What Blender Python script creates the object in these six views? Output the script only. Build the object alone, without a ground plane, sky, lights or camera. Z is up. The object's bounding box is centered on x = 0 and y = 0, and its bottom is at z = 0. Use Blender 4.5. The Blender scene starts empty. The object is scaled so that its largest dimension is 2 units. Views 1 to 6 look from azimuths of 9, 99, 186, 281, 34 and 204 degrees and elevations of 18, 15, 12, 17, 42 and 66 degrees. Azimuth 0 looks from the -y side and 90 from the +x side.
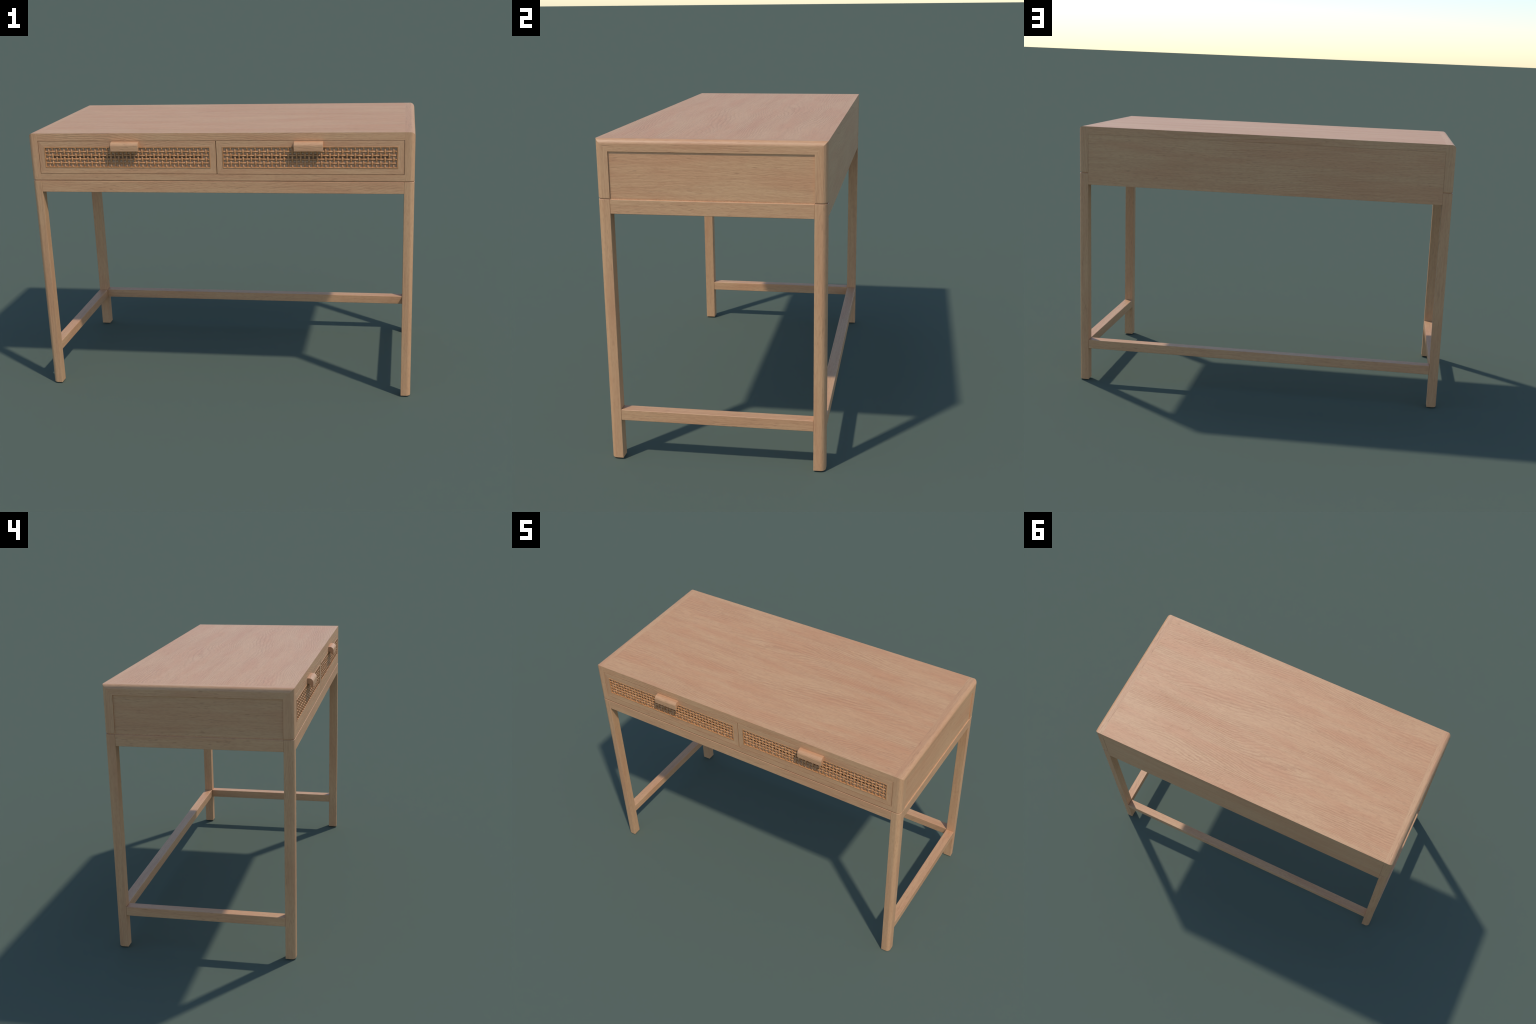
"""Light oak writing desk: two cane-fronted drawers, rounded case on a leg frame."""
import math
import bpy
import bmesh
from mathutils import Vector, Matrix

# ------------------------------------------------------------------ sizes (metres)
W = 1.0                      # half width (x)
F, B = -0.461, 0.493         # front and back faces (y)
TOP = 1.4286                  # table top height
PAD = 0.0035                 # felt glide under every leg
LEGX, LEG = 0.0513, 0.0529   # leg section across and deep
R = 0.024                    # outer corner rounding
JOIN = 0.9490                # x where the end frame meets top, rails, drawers
NECK0, NECK1 = 1.1765, 1.1828  # shadow groove between case and leg frame
APRON = 1.1163               # underside of the aprons
RAIL0, RAIL1 = 0.1871, 0.2368  # low stretchers
BOARD = 1.3893               # underside of the top board
OPEN0, OPEN1 = 1.2150, BOARD   # drawer opening
PANEL_TOP = 1.3765           # top of the sunk end panel
SUNK = 0.0055                # how deep the end panel sits
GAP = 0.0003                 # hairline between butted pieces

# ------------------------------------------------------------------ node helpers
def nd(nt, kind, loc=(0, 0), **kw):
    n = nt.nodes.new(kind)
    n.location = loc
    for k, v in kw.items():
        setattr(n, k, v)
    return n


def math_node(nt, op, a, b=None, clamp=False):
    n = nd(nt, "ShaderNodeMath", operation=op, use_clamp=clamp)
    for i, v in enumerate((a, b)):
        if v is None:
            continue
        if isinstance(v, (int, float)):
            n.inputs[i].default_value = v
        else:
            nt.links.new(v, n.inputs[i])
    return n.outputs[0]


def mix_colour(nt, fac, a, b, blend="MIX"):
    n = nd(nt, "ShaderNodeMix", data_type="RGBA", blend_type=blend)
    for sock, v in ((n.inputs[0], fac), (n.inputs[6], a), (n.inputs[7], b)):
        if isinstance(v, (int, float)):
            sock.default_value = v
        elif isinstance(v, tuple):
            sock.default_value = (*v, 1.0)
        else:
            nt.links.new(v, sock)
    return n.outputs[2]


def remap(nt, v, lo, hi, a=0.0, b=1.0):
    n = nd(nt, "ShaderNodeMapRange", clamp=True)
    n.interpolation_type = "SMOOTHSTEP"
    nt.links.new(v, n.inputs[0])
    for i, x in zip((1, 2, 3, 4), (lo, hi, a, b)):
        n.inputs[i].default_value = x
    return n.outputs[0]


def noise(nt, vec, scale, detail=2.0, rough=0.5, distortion=0.0):
    n = nd(nt, "ShaderNodeTexNoise")
    nt.links.new(vec, n.inputs["Vector"])
    n.inputs["Scale"].default_value = scale
    n.inputs["Detail"].default_value = detail
    n.inputs["Roughness"].default_value = rough
    n.inputs["Distortion"].default_value = distortion
    return n.outputs["Fac"]


def stretched(nt, vec, scale, offset=(0, 0, 0)):
    m = nd(nt, "ShaderNodeMapping")
    m.inputs["Scale"].default_value = scale
    m.inputs["Location"].default_value = offset
    nt.links.new(vec, m.inputs["Vector"])
    return m.outputs["Vector"]


# Oak tones (linear)
PALE = (0.655, 0.371, 0.188)
ROSY = (0.622, 0.313, 0.155)
LINE = (0.475, 0.218, 0.102)
PORE = (0.270, 0.128, 0.060)


def oak(name, axis, ring=1.0, flecks=1.0, shift=0.0, tone=1.0, wide=1.0, rosy=ROSY):
    """Oak whose grain runs along the given object axis."""
    m = bpy.data.materials.new(name)
    m.use_nodes = True
    nt = m.node_tree
    bsdf = nt.nodes["Principled BSDF"]
    tc = nd(nt, "ShaderNodeTexCoord")
    info = nd(nt, "ShaderNodeObjectInfo")
    # turn the grain onto local X, then slide every piece to its own bit of timber
    turn = nd(nt, "ShaderNodeMapping")
    turn.inputs["Rotation"].default_value = {"X": (0, 0, 0), "Y": (0, 0, -math.pi / 2),
                                             "Z": (0, math.pi / 2, 0)}[axis]
    nt.links.new(tc.outputs["Object"], turn.inputs["Vector"])
    slide = nd(nt, "ShaderNodeVectorMath", operation="MULTIPLY_ADD")
    comb = nd(nt, "ShaderNodeCombineXYZ")
    for i in range(3):
        nt.links.new(info.outputs["Random"], comb.inputs[i])
    nt.links.new(comb.outputs[0], slide.inputs[0])
    slide.inputs[1].default_value = (37.0, 11.0, 17.0)
    add = nd(nt, "ShaderNodeVectorMath", operation="ADD")
    add.inputs[1].default_value = (shift, shift * 0.7, shift * 1.3)
    nt.links.new(turn.outputs[0], add.inputs[0])
    nt.links.new(add.outputs[0], slide.inputs[2])
    g = slide.outputs[0]

    # broad bands: pale to rosy
    band = noise(nt, stretched(nt, g, (2.0, 12.0 * wide, 12.0 * wide)), 1.0, 3.0, 0.55, 0.3)
    band = remap(nt, band, 0.34, 0.72, 0.0, 0.9)
    # growth lines: a gently warped stack of layers, straight runs with a few cathedrals
    warp = noise(nt, stretched(nt, g, (0.75, 2.6, 2.6), (3, 1, 2)), 1.0, 1.5, 0.5)
    ripple = noise(nt, stretched(nt, g, (9.0, 40.0, 40.0), (1, 5, 2)), 1.0, 3.0, 0.6)
    sep = nd(nt, "ShaderNodeSeparateXYZ")
    nt.links.new(g, sep.inputs[0])
    lay = math_node(nt, "MULTIPLY", math_node(nt, "ADD", sep.outputs[1], sep.outputs[2]), 78.0)
    lay = math_node(nt, "ADD", lay, math_node(nt, "MULTIPLY", warp, 30.0))
    lay = math_node(nt, "ADD", lay, math_node(nt, "MULTIPLY", ripple, 1.5))
    saw = math_node(nt, "FRACT", lay)
    line = math_node(nt, "MULTIPLY", remap(nt, saw, 0.30, 0.80), remap(nt, saw, 0.80, 1.0, 1.0, 0.0))
    fade = remap(nt, noise(nt, stretched(nt, g, (1.3, 8.0, 8.0), (7, 3, 9)), 1.0, 2.0), 0.40, 0.64, 0.12, 1.0)
    line = math_node(nt, "MULTIPLY", line, fade)
    # silky streaks, and the fine crinkle of short fibres
    streak = noise(nt, stretched(nt, g, (4.0, 95.0, 95.0)), 1.0, 3.0, 0.6)
    crinkle = noise(nt, stretched(nt, g, (34.0, 150.0, 150.0), (2, 8, 4)), 1.0, 2.5, 0.6, 0.3)
    # pores: short dark dashes gathered in loose flocks
    pore = noise(nt, stretched(nt, g, (26.0, 200.0, 200.0)), 1.0, 1.5, 0.5)
    pore = remap(nt, pore, 0.58, 0.74)
    flock = remap(nt, noise(nt, stretched(nt, g, (5.0, 18.0, 18.0), (5, 5, 5)), 1.0, 2.0), 0.36, 0.62, 0.12, 1.0)
    pore = math_node(nt, "MULTIPLY", pore, flock)

    c = mix_colour(nt, band, PALE, rosy)
    c = mix_colour(nt, math_node(nt, "MULTIPLY", line, 0.40 * ring, True), c, LINE)
    c = mix_colour(nt, remap(nt, streak, 0.35, 0.75, 0.0, 0.30), c, LINE)
    c = mix_colour(nt, remap(nt, crinkle, 0.42, 0.70, 0.0, 0.26), c, LINE)
    c = mix_colour(nt, math_node(nt, "MULTIPLY", pore, 0.50 * flecks, True), c, PORE)
    hsv = nd(nt, "ShaderNodeHueSaturation")
    piece = math_node(nt, "MULTIPLY_ADD", info.outputs["Random"], 0.06)
    piece.node.inputs[2].default_value = tone - 0.03
    nt.links.new(piece, hsv.inputs["Value"])
    nt.links.new(c, hsv.inputs["Color"])
    nt.links.new(hsv.outputs[0], bsdf.inputs["Base Color"])

    h = math_node(nt, "MULTIPLY", pore, -1.0 * flecks)
    h = math_node(nt, "ADD", h, math_node(nt, "MULTIPLY", streak, 0.4))
    h = math_node(nt, "ADD", h, math_node(nt, "MULTIPLY", crinkle, -1.0))
    h = math_node(nt, "ADD", h, math_node(nt, "MULTIPLY", line, -0.6 * ring))
    bump = nd(nt, "ShaderNodeBump")
    bump.inputs["Strength"].default_value = 0.5
    bump.inputs["Distance"].default_value = 0.0014
    nt.links.new(h, bump.inputs["Height"])
    nt.links.new(bump.outputs[0], bsdf.inputs["Normal"])
    bsdf.inputs["Roughness"].default_value = 0.5
    bsdf.inputs["Specular IOR Level"].default_value = 0.5
    return m


def rattan(name, base, dark):
    m = bpy.data.materials.new(name)
    m.use_nodes = True
    nt = m.node_tree
    bsdf = nt.nodes["Principled BSDF"]
    tc = nd(nt, "ShaderNodeTexCoord")
    info = nd(nt, "ShaderNodeObjectInfo")
    off = nd(nt, "ShaderNodeVectorMath", operation="ADD")
    scl = math_node(nt, "MULTIPLY", info.outputs["Random"], 23.0)
    nt.links.new(tc.outputs["Object"], off.inputs[0])
    nt.links.new(scl, off.inputs[1])
    v = off.outputs[0]
    blot = remap(nt, noise(nt, v, 55.0, 3.0, 0.55), 0.35, 0.7)
    fine = noise(nt, v, 420.0, 2.0, 0.6)
    c = mix_colour(nt, blot, base, dark)
    c = mix_colour(nt, remap(nt, fine, 0.45, 0.8, 0.0, 0.3), c, dark)
    hsv = nd(nt, "ShaderNodeHueSaturation")
    val = math_node(nt, "MULTIPLY_ADD", info.outputs["Random"], 0.16)
    val.node.inputs[2].default_value = 0.92
    nt.links.new(val, hsv.inputs["Value"])
    nt.links.new(c, hsv.inputs["Color"])
    nt.links.new(hsv.outputs[0], bsdf.inputs["Base Color"])
    bump = nd(nt, "ShaderNodeBump")
    bump.inputs["Strength"].default_value = 0.2
    bump.inputs["Distance"].default_value = 0.0008
    nt.links.new(fine, bump.inputs["Height"])
    nt.links.new(bump.outputs[0], bsdf.inputs["Normal"])
    bsdf.inputs["Roughness"].default_value = 0.5
    return m


def plain(name, colour, rough):
    m = bpy.data.materials.new(name)
    m.use_nodes = True
    nt = m.node_tree
    bsdf = nt.nodes["Principled BSDF"]
    tc = nd(nt, "ShaderNodeTexCoord")
    n = noise(nt, tc.outputs["Object"], 300.0, 3.0)
    c = mix_colour(nt, n, tuple(x * 0.8 for x in colour), tuple(min(1, x * 1.2) for x in colour))
    nt.links.new(c, bsdf.inputs["Base Color"])
    bsdf.inputs["Roughness"].default_value = rough
    return m


OAK_TOP = oak("oak_table_top", "X", ring=1.15, flecks=0.5, shift=0.0, wide=1.0, rosy=(0.628, 0.304, 0.147))
OAK_X = oak("oak_grain_across", "X", ring=0.6, flecks=0.6, shift=3.1)
OAK_Y = oak("oak_grain_deep", "Y", ring=0.3, flecks=0.65, shift=5.7)
OAK_Z = oak("oak_grain_upright", "Z", ring=0.6, flecks=0.55, shift=8.3)
CANE = rattan("rattan_cane", (0.610, 0.292, 0.120), (0.510, 0.230, 0.088))
TRIM = rattan("rattan_bead", (0.570, 0.262, 0.100), (0.460, 0.205, 0.074))
SLOT_SHADE = plain("slot_shade", (0.420, 0.270, 0.165), 0.8)  # darker brown stands in for the shade inside the slot
BACKING = plain("pale_backing", (0.600, 0.400, 0.245), 0.6)
FELT = plain("brown_felt", (0.10, 0.08, 0.06), 0.95)

# ------------------------------------------------------------------ mesh helpers
desk = bpy.data.objects.new("desk", None)
desk.empty_display_size = 0.2
bpy.context.collection.objects.link(desk)
desk["label"] = "light oak writing desk with two woven cane drawers"
desk["category"] = "desk"


def add_object(name, mesh, parent, loc=(0, 0, 0)):
    """loc is a world position; every parent sits unrotated and unscaled."""
    o = bpy.data.objects.new(name, mesh)
    bpy.context.collection.objects.link(o)
    o.parent = parent
    base, p = Vector((0, 0, 0)), parent
    while p is not None:
        base += p.location
        p = p.parent
    o.location = Vector(loc) - base
    return o


def finish(bm, name, mat, bevel=0.0012, angle=32.0, parent=None, loc=(0, 0, 0)):
    me = bpy.data.meshes.new(name)
    bmesh.ops.recalc_face_normals(bm, faces=bm.faces)
    bm.to_mesh(me)
    bm.free()
    for p in me.polygons:
        p.use_smooth = True
    me.set_sharp_from_angle(angle=math.radians(angle))
    me.materials.append(mat)
    o = add_object(name, me, parent or desk, loc)
    if bevel > 0:
        b = o.modifiers.new("eased_edges", "BEVEL")
        b.width, b.segments = bevel, 2
        b.limit_method, b.angle_limit = "ANGLE", math.radians(angle)
    n = o.modifiers.new("flat_faces", "WEIGHTED_NORMAL")   # flats stay flat, roundings stay smooth
    n.weight, n.keep_sharp = 100, True
    return o


def clipped_block(lo, hi, planes=()):
    """A convex block, cut by planes given as (point, outward normal)."""
    bm = bmesh.new()
    bmesh.ops.create_cube(bm, size=1.0)
    lo, hi = Vector(lo), Vector(hi)
    for v in bm.verts:
        v.co = Vector([lo[i] + (v.co[i] + 0.5) * (hi[i] - lo[i]) for i in range(3)])
    for co, no in planes:
        geom = bm.verts[:] + bm.edges[:] + bm.faces[:]
        cut = bmesh.ops.bisect_plane(bm, geom=geom, plane_co=Vector(co), plane_no=Vector(no),
                                     clear_outer=True, dist=1e-6)
        edges = [e for e in bm.edges if e.is_boundary]
        if edges:
            bmesh.ops.edgenet_fill(bm, edges=edges)
    return bm


def rounding(axis, corner, signs, r, steps=9):
    """Tangent planes that round the block edge running along `axis` at `corner`."""
    a, b = [i for i in range(3) if i != axis]
    out = []
    for k in range(1, steps + 1):
        t = (math.pi / 2) * k / (steps + 1)
        no = [0.0] * 3
        no[a], no[b] = signs[0] * math.cos(t), signs[1] * math.sin(t)
        co = [0.0] * 3
        co[a] = corner[0] - signs[0] * r + signs[0] * r * math.cos(t)
        co[b] = corner[1] - signs[1] * r + signs[1] * r * math.sin(t)
        out.append((tuple(co), tuple(no)))
    return out


def piece(name, lo, hi, mat, planes=(), bevel=0.0012, parent=None):
    """A clipped block whose origin is its own centre."""
    c = (Vector(lo) + Vector(hi)) / 2
    bm = clipped_block(lo, hi, planes)
    for v in bm.verts:
        v.co -= c
    return finish(bm, name, mat, bevel, parent=parent, loc=c)


# ------------------------------------------------------------------ leg frame
def build_leg_frame():
    # two mirrored legs with the outer corner rounded; the others are half turns of them
    hx, hy = LEGX / 2, LEG / 2
    z0, z1 = PAD, NECK0
    mid = (z0 + z1) / 2
    for side in (1, -1):
        bm = clipped_block((-hx, -hy, z0 - mid), (hx, hy, z1 - mid),
                           rounding(2, (hx, -side * hy), (1, -side), R))
        first = finish(bm, "leg", OAK_Z, 0.0016, loc=(W - hx, F + hy if side > 0 else B - hy, mid))
        other = first.copy()
        bpy.context.collection.objects.link(other)
        other.location = (-(W - hx), B - hy if side > 0 else F + hy, mid)
        other.rotation_euler = (0, 0, math.pi)
        for o in (first, other):
            pad = bmesh.new()
            bmesh.ops.create_cone(pad, cap_ends=True, segments=32, radius1=0.017, radius2=0.018, depth=PAD)
            finish(pad, "glide", FELT, 0, loc=(o.location.x, o.location.y, PAD / 2))

    inx = W - LEGX - GAP
    y0, y1 = F + LEG + GAP, B - LEG - GAP
    for s in (1, -1):
        a, b = sorted((s * W, s * (W - 0.051)))
        piece("side_stretcher", (a, y0, RAIL0), (b, y1, RAIL1), OAK_Y, bevel=0.002)
        a, b = sorted((s * W, s * (W - 0.026)))
        piece("side_apron", (a, y0, APRON), (b, y1, NECK0), OAK_Y, bevel=0.0016)
    piece("back_stretcher", (-inx, B - 0.051, RAIL0), (inx, B - 0.001, RAIL1), OAK_X, bevel=0.002)
    piece("front_apron", (-inx, F, APRON), (inx, F + 0.026, NECK0), OAK_X, bevel=0.0016)


# ------------------------------------------------------------------ case
def build_case():
    i = 0.0060                      # groove depth
    rr = R - 0.003
    x, y0, y1 = W - i, F + i, B - i
    planes = []
    for sx in (1, -1):
        planes += rounding(2, (sx * x, y0), (sx, -1), rr)
        planes += rounding(2, (sx * x, y1), (sx, 1), rr)
    piece("bottom_board", (-x, y0, NECK0 - 0.0005), (x, y1, NECK1 + 0.0005), OAK_X, planes, bevel=0)

    # end frames: an upside-down U of two stiles and a rounded top edge, mitred together
    for s in (1, -1):
        a, b = sorted((s * W, s * JOIN))
        top_round = rounding(1, (s * W, TOP), (s, 1), R)
        f_round = rounding(2, (s * W, F), (s, -1), R)
        b_round = rounding(2, (s * W, B), (s, 1), R)
        t = TOP - PANEL_TOP
        # the mitre runs from the outer top corner to the inner corner of the U
        yi0, yi1 = F + LEG, B - LEG
        n0 = Vector((0, -t, LEG)).normalized()   # above the front mitre
        n1 = Vector((0, t, LEG)).normalized()    # above the back mitre
        m0, m1 = (0, yi0, PANEL_TOP), (0, yi1, PANEL_TOP)
        # front mitre direction is (LEG, -t): normals perpendicular to it
        n0 = Vector((0, t, LEG)).normalized()
        n1 = Vector((0, -t, LEG)).normalized()
        piece("end_frame_edge", (a, F, PANEL_TOP), (b, B, TOP), OAK_Y,
              [(m0, -n0), (m1, -n1)] + top_round + f_round + b_round, bevel=0)
        piece("end_frame_stile", (a, F, NECK1), (b, yi0, TOP), OAK_Z,
              [(m0, n0)] + top_round + f_round, bevel=0)
        piece("end_frame_stile", (a, yi1, NECK1), (b, B, TOP), OAK_Z,
              [(m1, n1)] + top_round + b_round, bevel=0)
        a, b = sorted((s * (W - SUNK), s * (W - SUNK - 0.014)))
        piece("end_panel", (a, yi0 - 0.004, NECK1 - 0.001), (b, yi1 + 0.004, PANEL_TOP + 0.004), OAK_Y, bevel=0)

    j = JOIN
    piece("table_top", (-j, F, BOARD), (j, B, TOP), OAK_TOP, bevel=0)
    piece("front_rail", (-j, F, NECK1), (j, F + 0.03, OPEN0), OAK_X, bevel=0)
    piece("back_panel", (-j + 0.0004, B - 0.016, APRON - 0.001), (j - 0.0004, B - 0.0008, BOARD - 0.0004), OAK_X, bevel=0.0005)
    piece("divider", (-0.009, F + 0.03, NECK1 + 0.001), (0.009, B - 0.017, BOARD - 0.001), OAK_Y, bevel=0)


# ------------------------------------------------------------------ drawers
FRAME_IN = 0.0295            # visible width of the mitred drawer frame
BEAD = 0.0058                # width of the rattan bead round the cane
ROWS, COLUMNS = 4, 41
CANE_R = 0.0048


def mitred_frame(parent, x0, x1, z0, z1):
    w, y0, y1 = FRAME_IN, F, F + 0.018
    r2 = math.sqrt(0.5)
    g = 0.0
    e = 0.0009
    corners = {"bl": (x0, z0), "br": (x1, z0), "tl": (x0, z1), "tr": (x1, z1)}

    def cut(corner, nx, nz):
        cx, cz = corners[corner]
        return ((cx - nx * g, 0, cz - nz * g), (nx * r2, 0, nz * r2))
    piece("frame_rail", (x0, y0, z0), (x1, y1, z0 + w), OAK_X,
          [cut("bl", -1, 1), cut("br", 1, 1)] + rounding(0, (y0, z0), (-1, -1), e, 3), 0, parent)
    piece("frame_rail", (x0, y0, z1 - w), (x1, y1, z1), OAK_X,
          [cut("tl", -1, -1), cut("tr", 1, -1)] + rounding(0, (y0, z1), (-1, 1), e, 3), 0, parent)
    piece("frame_stile", (x0, y0, z0), (x0 + w, y1, z1), OAK_Z,
          [cut("bl", 1, -1), cut("tl", 1, 1)] + rounding(2, (x0, y0), (-1, -1), e, 3), 0, parent)
    piece("frame_stile", (x1 - w, y0, z0), (x1, y1, z1), OAK_Z,
          [cut("br", -1, -1), cut("tr", -1, 1)] + rounding(2, (x1, y0), (1, -1), e, 3), 0, parent)


def tube(path, radius, segments=10, cap=True):
    """Sweep a circle along a list of points lying in one plane family."""
    bm = bmesh.new()
    rings = []
    n = len(path)
    side = None
    for i, p in enumerate(path):
        t = (path[min(i + 1, n - 1)] - path[max(i - 1, 0)]).normalized()
        if side is None:
            side = Vector((0, 1, 0))
        u = (side - t * side.dot(t)).normalized()
        v = t.cross(u)
        r = radius[i] if isinstance(radius, list) else radius
        rings.append([bm.verts.new(p + (u * math.cos(a) + v * math.sin(a)) * r)
                      for a in (2 * math.pi * k / segments for k in range(segments))])
    for a, b in zip(rings, rings[1:]):
        for k in range(segments):
            bm.faces.new((a[k], a[(k + 1) % segments], b[(k + 1) % segments], b[k]))
    if cap:
        bm.faces.new(rings[0][::-1])
        bm.faces.new(rings[-1])
    return bm


def weave(parent, x0, x1, z0, z1):
    """Plain weave of round cane: uprights pass over odd and even rows in turn."""
    yc = F + 0.0058
    amp = 0.0026
    px = 0.021
    first = (x0 + x1) / 2 - px * (COLUMNS - 1) / 2
    pz = (z1 - z0) / (ROWS + 1)
    zs = [z1 - pz * (j + 1) for j in range(ROWS)]
    xs = [first + px * i for i in range(COLUMNS)]
    cx, cz = (x0 + x1) / 2, (z0 + z1) / 2
    half_h = (z1 - z0) / 2 + 0.0004
    half_w = (x1 - x0) / 2 + 0.0004

    def jitter(k):                       # steady small wander, no random generator
        return math.sin(k * 12.9898) * 43758.5453 % 1.0 - 0.5

    # two kinds of upright share their meshes; each is nudged and turned a little
    kinds = []
    for phase in (0, 1):
        pts = []
        steps = 44
        for k in range(steps + 1):
            z = half_h - 2 * half_h * k / steps
            w = (zs[0] - cz - z) / pz      # 0 on the first row
            s = math.cos(math.pi * (w + phase))
            s = math.copysign(abs(s) ** 0.75, s)
            pts.append(Vector((0, -amp * s, z)))
        bm = tube(pts, CANE_R)
        me = bpy.data.meshes.new("cane_upright")
        bm.to_mesh(me)
        bm.free()
        me.shade_smooth()
        me.materials.append(CANE)
        kinds.append(me)
    for i, x in enumerate(xs):
        o = add_object("cane_upright", kinds[i % 2], parent, (x + 0.0014 * jitter(i + 1), yc, cz))
        o.rotation_euler = (0, 0.010 * jitter(i + 60), 0)
        o.scale = (1.0 + 0.16 * jitter(i + 200), 1.0, 1.0)
    for j, z in enumerate(zs):
        pts = []
        steps = int(2 * half_w / px * 8)
        for k in range(steps + 1):
            x = -half_w + 2 * half_w * k / steps
            w = (x + cx - xs[0]) / px
            s = math.cos(math.pi * (w + j + 1))
            s = math.copysign(abs(s) ** 0.75, s)
            pts.append(Vector((x, -amp * s, 0.0006 * math.sin(x * 31 + j * 2))))
        bm = tube(pts, CANE_R * 0.97)
        me = bpy.data.meshes.new("cane_row")
        bm.to_mesh(me)
        bm.free()
        me.shade_smooth()
        me.materials.append(CANE)
        add_object("cane_row", me, parent, (cx, yc, z))


def bead_round(parent, x0, x1, z0, z1):
    """Thin rattan bead framing the cane: four half-round strips with mitred ends."""
    w, y0, y1 = BEAD, F - 0.0018, F + 0.0110
    r2 = math.sqrt(0.5)
    for name, lo, hi, cuts in (
        ("cane_bead", (x0, z0), (x1, z0 + w), [((x0, z0), (-1, 1)), ((x1, z0), (1, 1))]),
        ("cane_bead", (x0, z1 - w), (x1, z1), [((x0, z1), (-1, -1)), ((x1, z1), (1, -1))]),
        ("cane_bead", (x0, z0), (x0 + w, z1), [((x0, z0), (1, -1)), ((x0, z1), (1, 1))]),
        ("cane_bead", (x1 - w, z0), (x1, z1), [((x1, z0), (-1, -1)), ((x1, z1), (-1, 1))]),
    ):
        planes = [((c[0], 0, c[1]), (n[0] * r2, 0, n[1] * r2)) for c, n in cuts]
        if hi[0] - lo[0] > hi[1] - lo[1]:
            planes += rounding(0, (y0, hi[1]), (-1, 1), w * 0.49, 5)
            planes += rounding(0, (y0, lo[1]), (-1, -1), w * 0.49, 5)
        else:
            planes += rounding(2, (hi[0], y0), (1, -1), w * 0.49, 5)
            planes += rounding(2, (lo[0], y0), (-1, -1), w * 0.49, 5)
        piece(name, (lo[0], y0, lo[1]), (hi[0], y1, hi[1]), TRIM, planes, 0, parent)


def backing(parent, x0, x1, z0, z1):
    """Board behind the cane with a long slot cut through it."""
    m = 0.0335
    y0, y1 = F + 0.0088, F + 0.0140
    e = 0.012
    bm = bmesh.new()
    outer = [(x0 - e, z0 - e), (x1 + e, z0 - e), (x1 + e, z1 + e), (x0 - e, z1 + e)]
    inner = [(x0 + m, z0 + m), (x1 - m, z0 + m), (x1 - m, z1 - m), (x0 + m, z1 - m)]
    c = Vector(((x0 + x1) / 2, (y0 + y1) / 2, (z0 + z1) / 2))
    rings = [[bm.verts.new(Vector((p[0], y, p[1])) - c) for p in loop]
             for y in (y0, y1) for loop in (outer, inner)]
    fo, fi, bo, bi = rings
    for k in range(4):
        n = (k + 1) % 4
        bm.faces.new((fo[k], fo[n], fi[n], fi[k]))
        bm.faces.new((bo[n], bo[k], bi[k], bi[n]))
        bm.faces.new((fo[n], fo[k], bo[k], bo[n]))
        bm.faces.new((fi[k], fi[n], bi[n], bi[k]))
    finish(bm, "backing_board", BACKING, 0, parent=parent, loc=c)
    piece("slot_shade_plate", (x0 + m - 0.01, y1 + 0.003, z0 + m - 0.012), (x1 - m + 0.01, y1 + 0.006, z1 - m + 0.012),
          SLOT_SHADE, bevel=0, parent=parent)  # added plate closing the slot, coloured to look like its shaded inside


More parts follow.
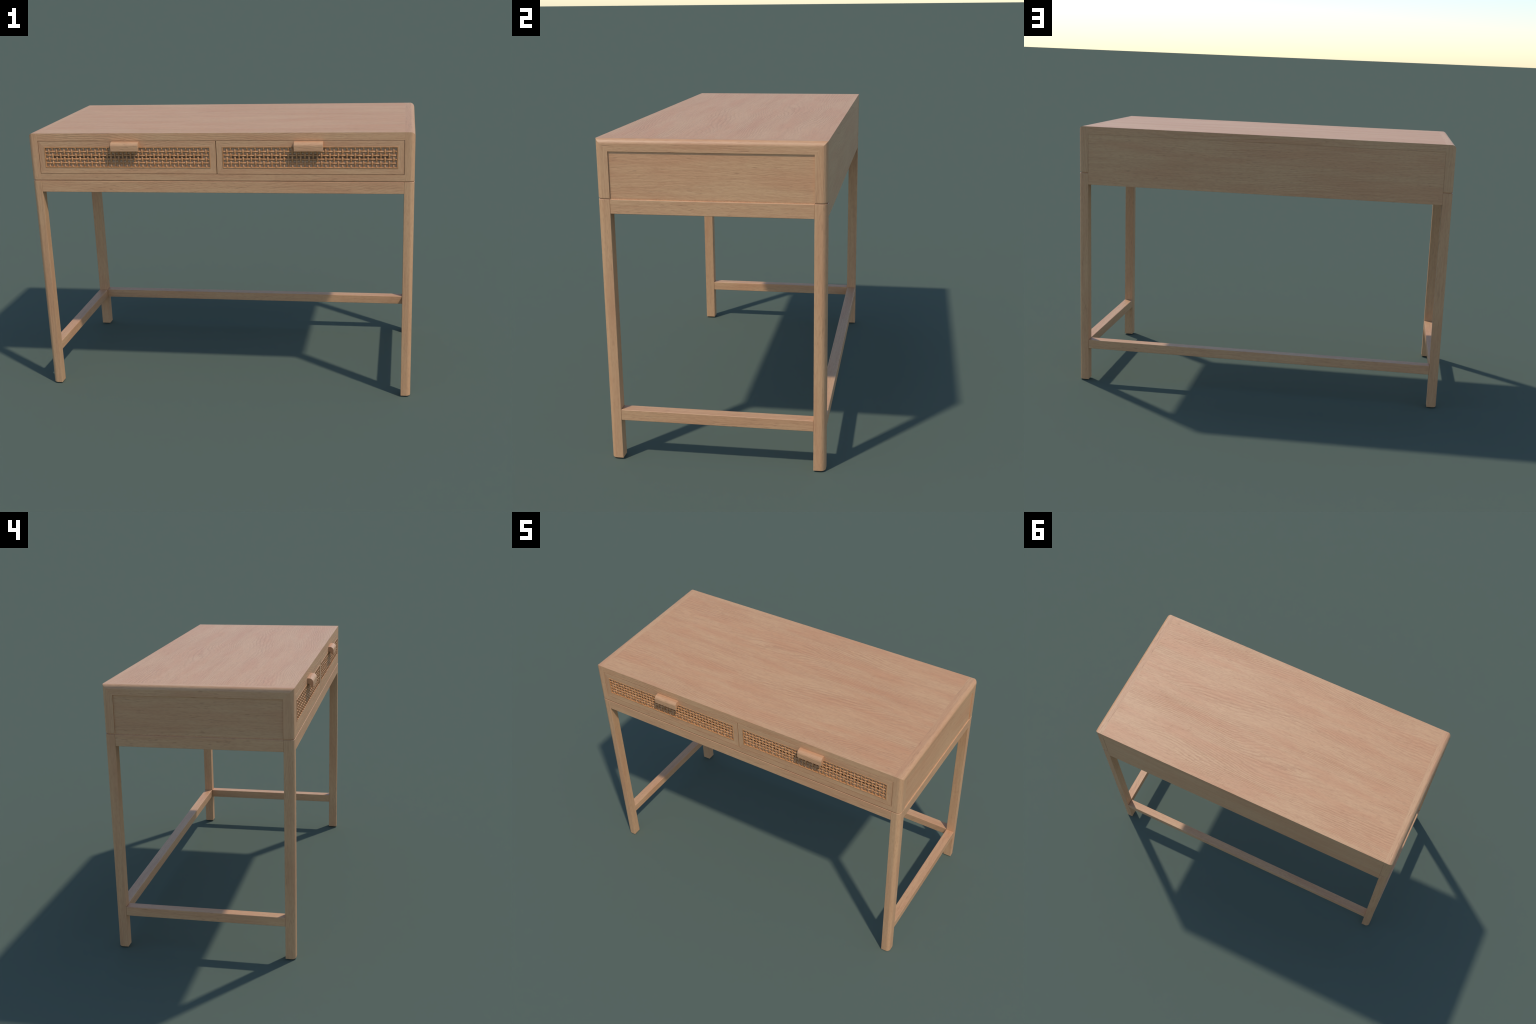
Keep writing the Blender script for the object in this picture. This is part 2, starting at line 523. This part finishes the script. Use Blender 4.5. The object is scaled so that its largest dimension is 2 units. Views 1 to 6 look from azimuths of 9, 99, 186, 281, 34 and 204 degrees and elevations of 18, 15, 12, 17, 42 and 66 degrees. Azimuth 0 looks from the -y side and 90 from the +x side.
def handle(parent, xc):
    """Hooked finger pull: quarter-round outside, hollowed underneath."""
    half = 0.073
    top, lip, root = 1.3858, 1.3395, 1.3570
    out = -0.493
    ro, ri = 0.0215, 0.0150
    prof = [(F + 0.002, top)]
    cy, cz = out + ro, top - ro
    prof += [(cy - ro * math.sin(t), cz + ro * math.cos(t))
             for t in (math.pi / 2 * k / 12 for k in range(13))]
    prof += [(out, lip), (out + 0.0115, lip)]
    iy, iz = out + 0.0115 + ri, root - ri
    prof += [(iy - ri * math.cos(t), iz + ri * math.sin(t))
             for t in (math.pi / 2 * k / 10 for k in range(11))]
    prof += [(F + 0.002, root)]
    cm = Vector((xc, (F + out) / 2, (top + lip) / 2))
    bm = bmesh.new()
    ends = [[bm.verts.new(Vector((xc + s * half, y, z)) - cm) for y, z in prof] for s in (-1, 1)]
    n = len(prof)
    for k in range(n):
        bm.faces.new((ends[0][k], ends[0][(k + 1) % n], ends[1][(k + 1) % n], ends[1][k]))
    bm.faces.new(ends[0][::-1])
    bm.faces.new(ends[1])
    finish(bm, "handle", OAK_X, 0.0008, parent=parent, loc=cm)


def drawer_box(parent, x0, x1, z0, z1):
    """Sides, back and base of the drawer behind its front."""
    y0, y1, t = F + 0.0365, B - 0.06, 0.012
    piece("drawer_side", (x0, y0, z0), (x0 + t, y1, z1), OAK_Y, bevel=0, parent=parent)
    piece("drawer_side", (x1 - t, y0, z0), (x1, y1, z1), OAK_Y, bevel=0, parent=parent)
    piece("drawer_back", (x0 + t, y1 - t, z0), (x1 - t, y1, z1), OAK_X, bevel=0, parent=parent)
    piece("drawer_base", (x0 + t, y0, z0), (x1 - t, y1 - t, z0 + 0.006), OAK_X, bevel=0, parent=parent)


def build_drawers():
    g = 0.0022
    for x0, x1 in ((-JOIN + g, -g * 0.8), (g * 0.8, JOIN - g)):
        z0, z1 = OPEN0 + 0.0018, OPEN1 - 0.0022
        centre = Vector(((x0 + x1) / 2, F + 0.02, (z0 + z1) / 2))
        drawer = bpy.data.objects.new("drawer", None)
        drawer.empty_display_size = 0.05
        bpy.context.collection.objects.link(drawer)
        drawer.parent = desk
        drawer.location = centre
        mitred_frame(drawer, x0, x1, z0, z1)
        bx0, bx1, bz0, bz1 = x0 + FRAME_IN, x1 - FRAME_IN, z0 + FRAME_IN, z1 - FRAME_IN
        bead_round(drawer, bx0, bx1, bz0, bz1)
        ix0, ix1, iz0, iz1 = bx0 + BEAD, bx1 - BEAD, bz0 + BEAD, bz1 - BEAD
        weave(drawer, ix0, ix1, iz0, iz1)
        backing(drawer, ix0, ix1, iz0, iz1)
        handle(drawer, centre.x)
        drawer_box(drawer, x0 + 0.012, x1 - 0.012, z0 + 0.005, z1 - 0.03)


build_leg_frame()
build_case()
build_drawers()
bpy.context.view_layer.update()
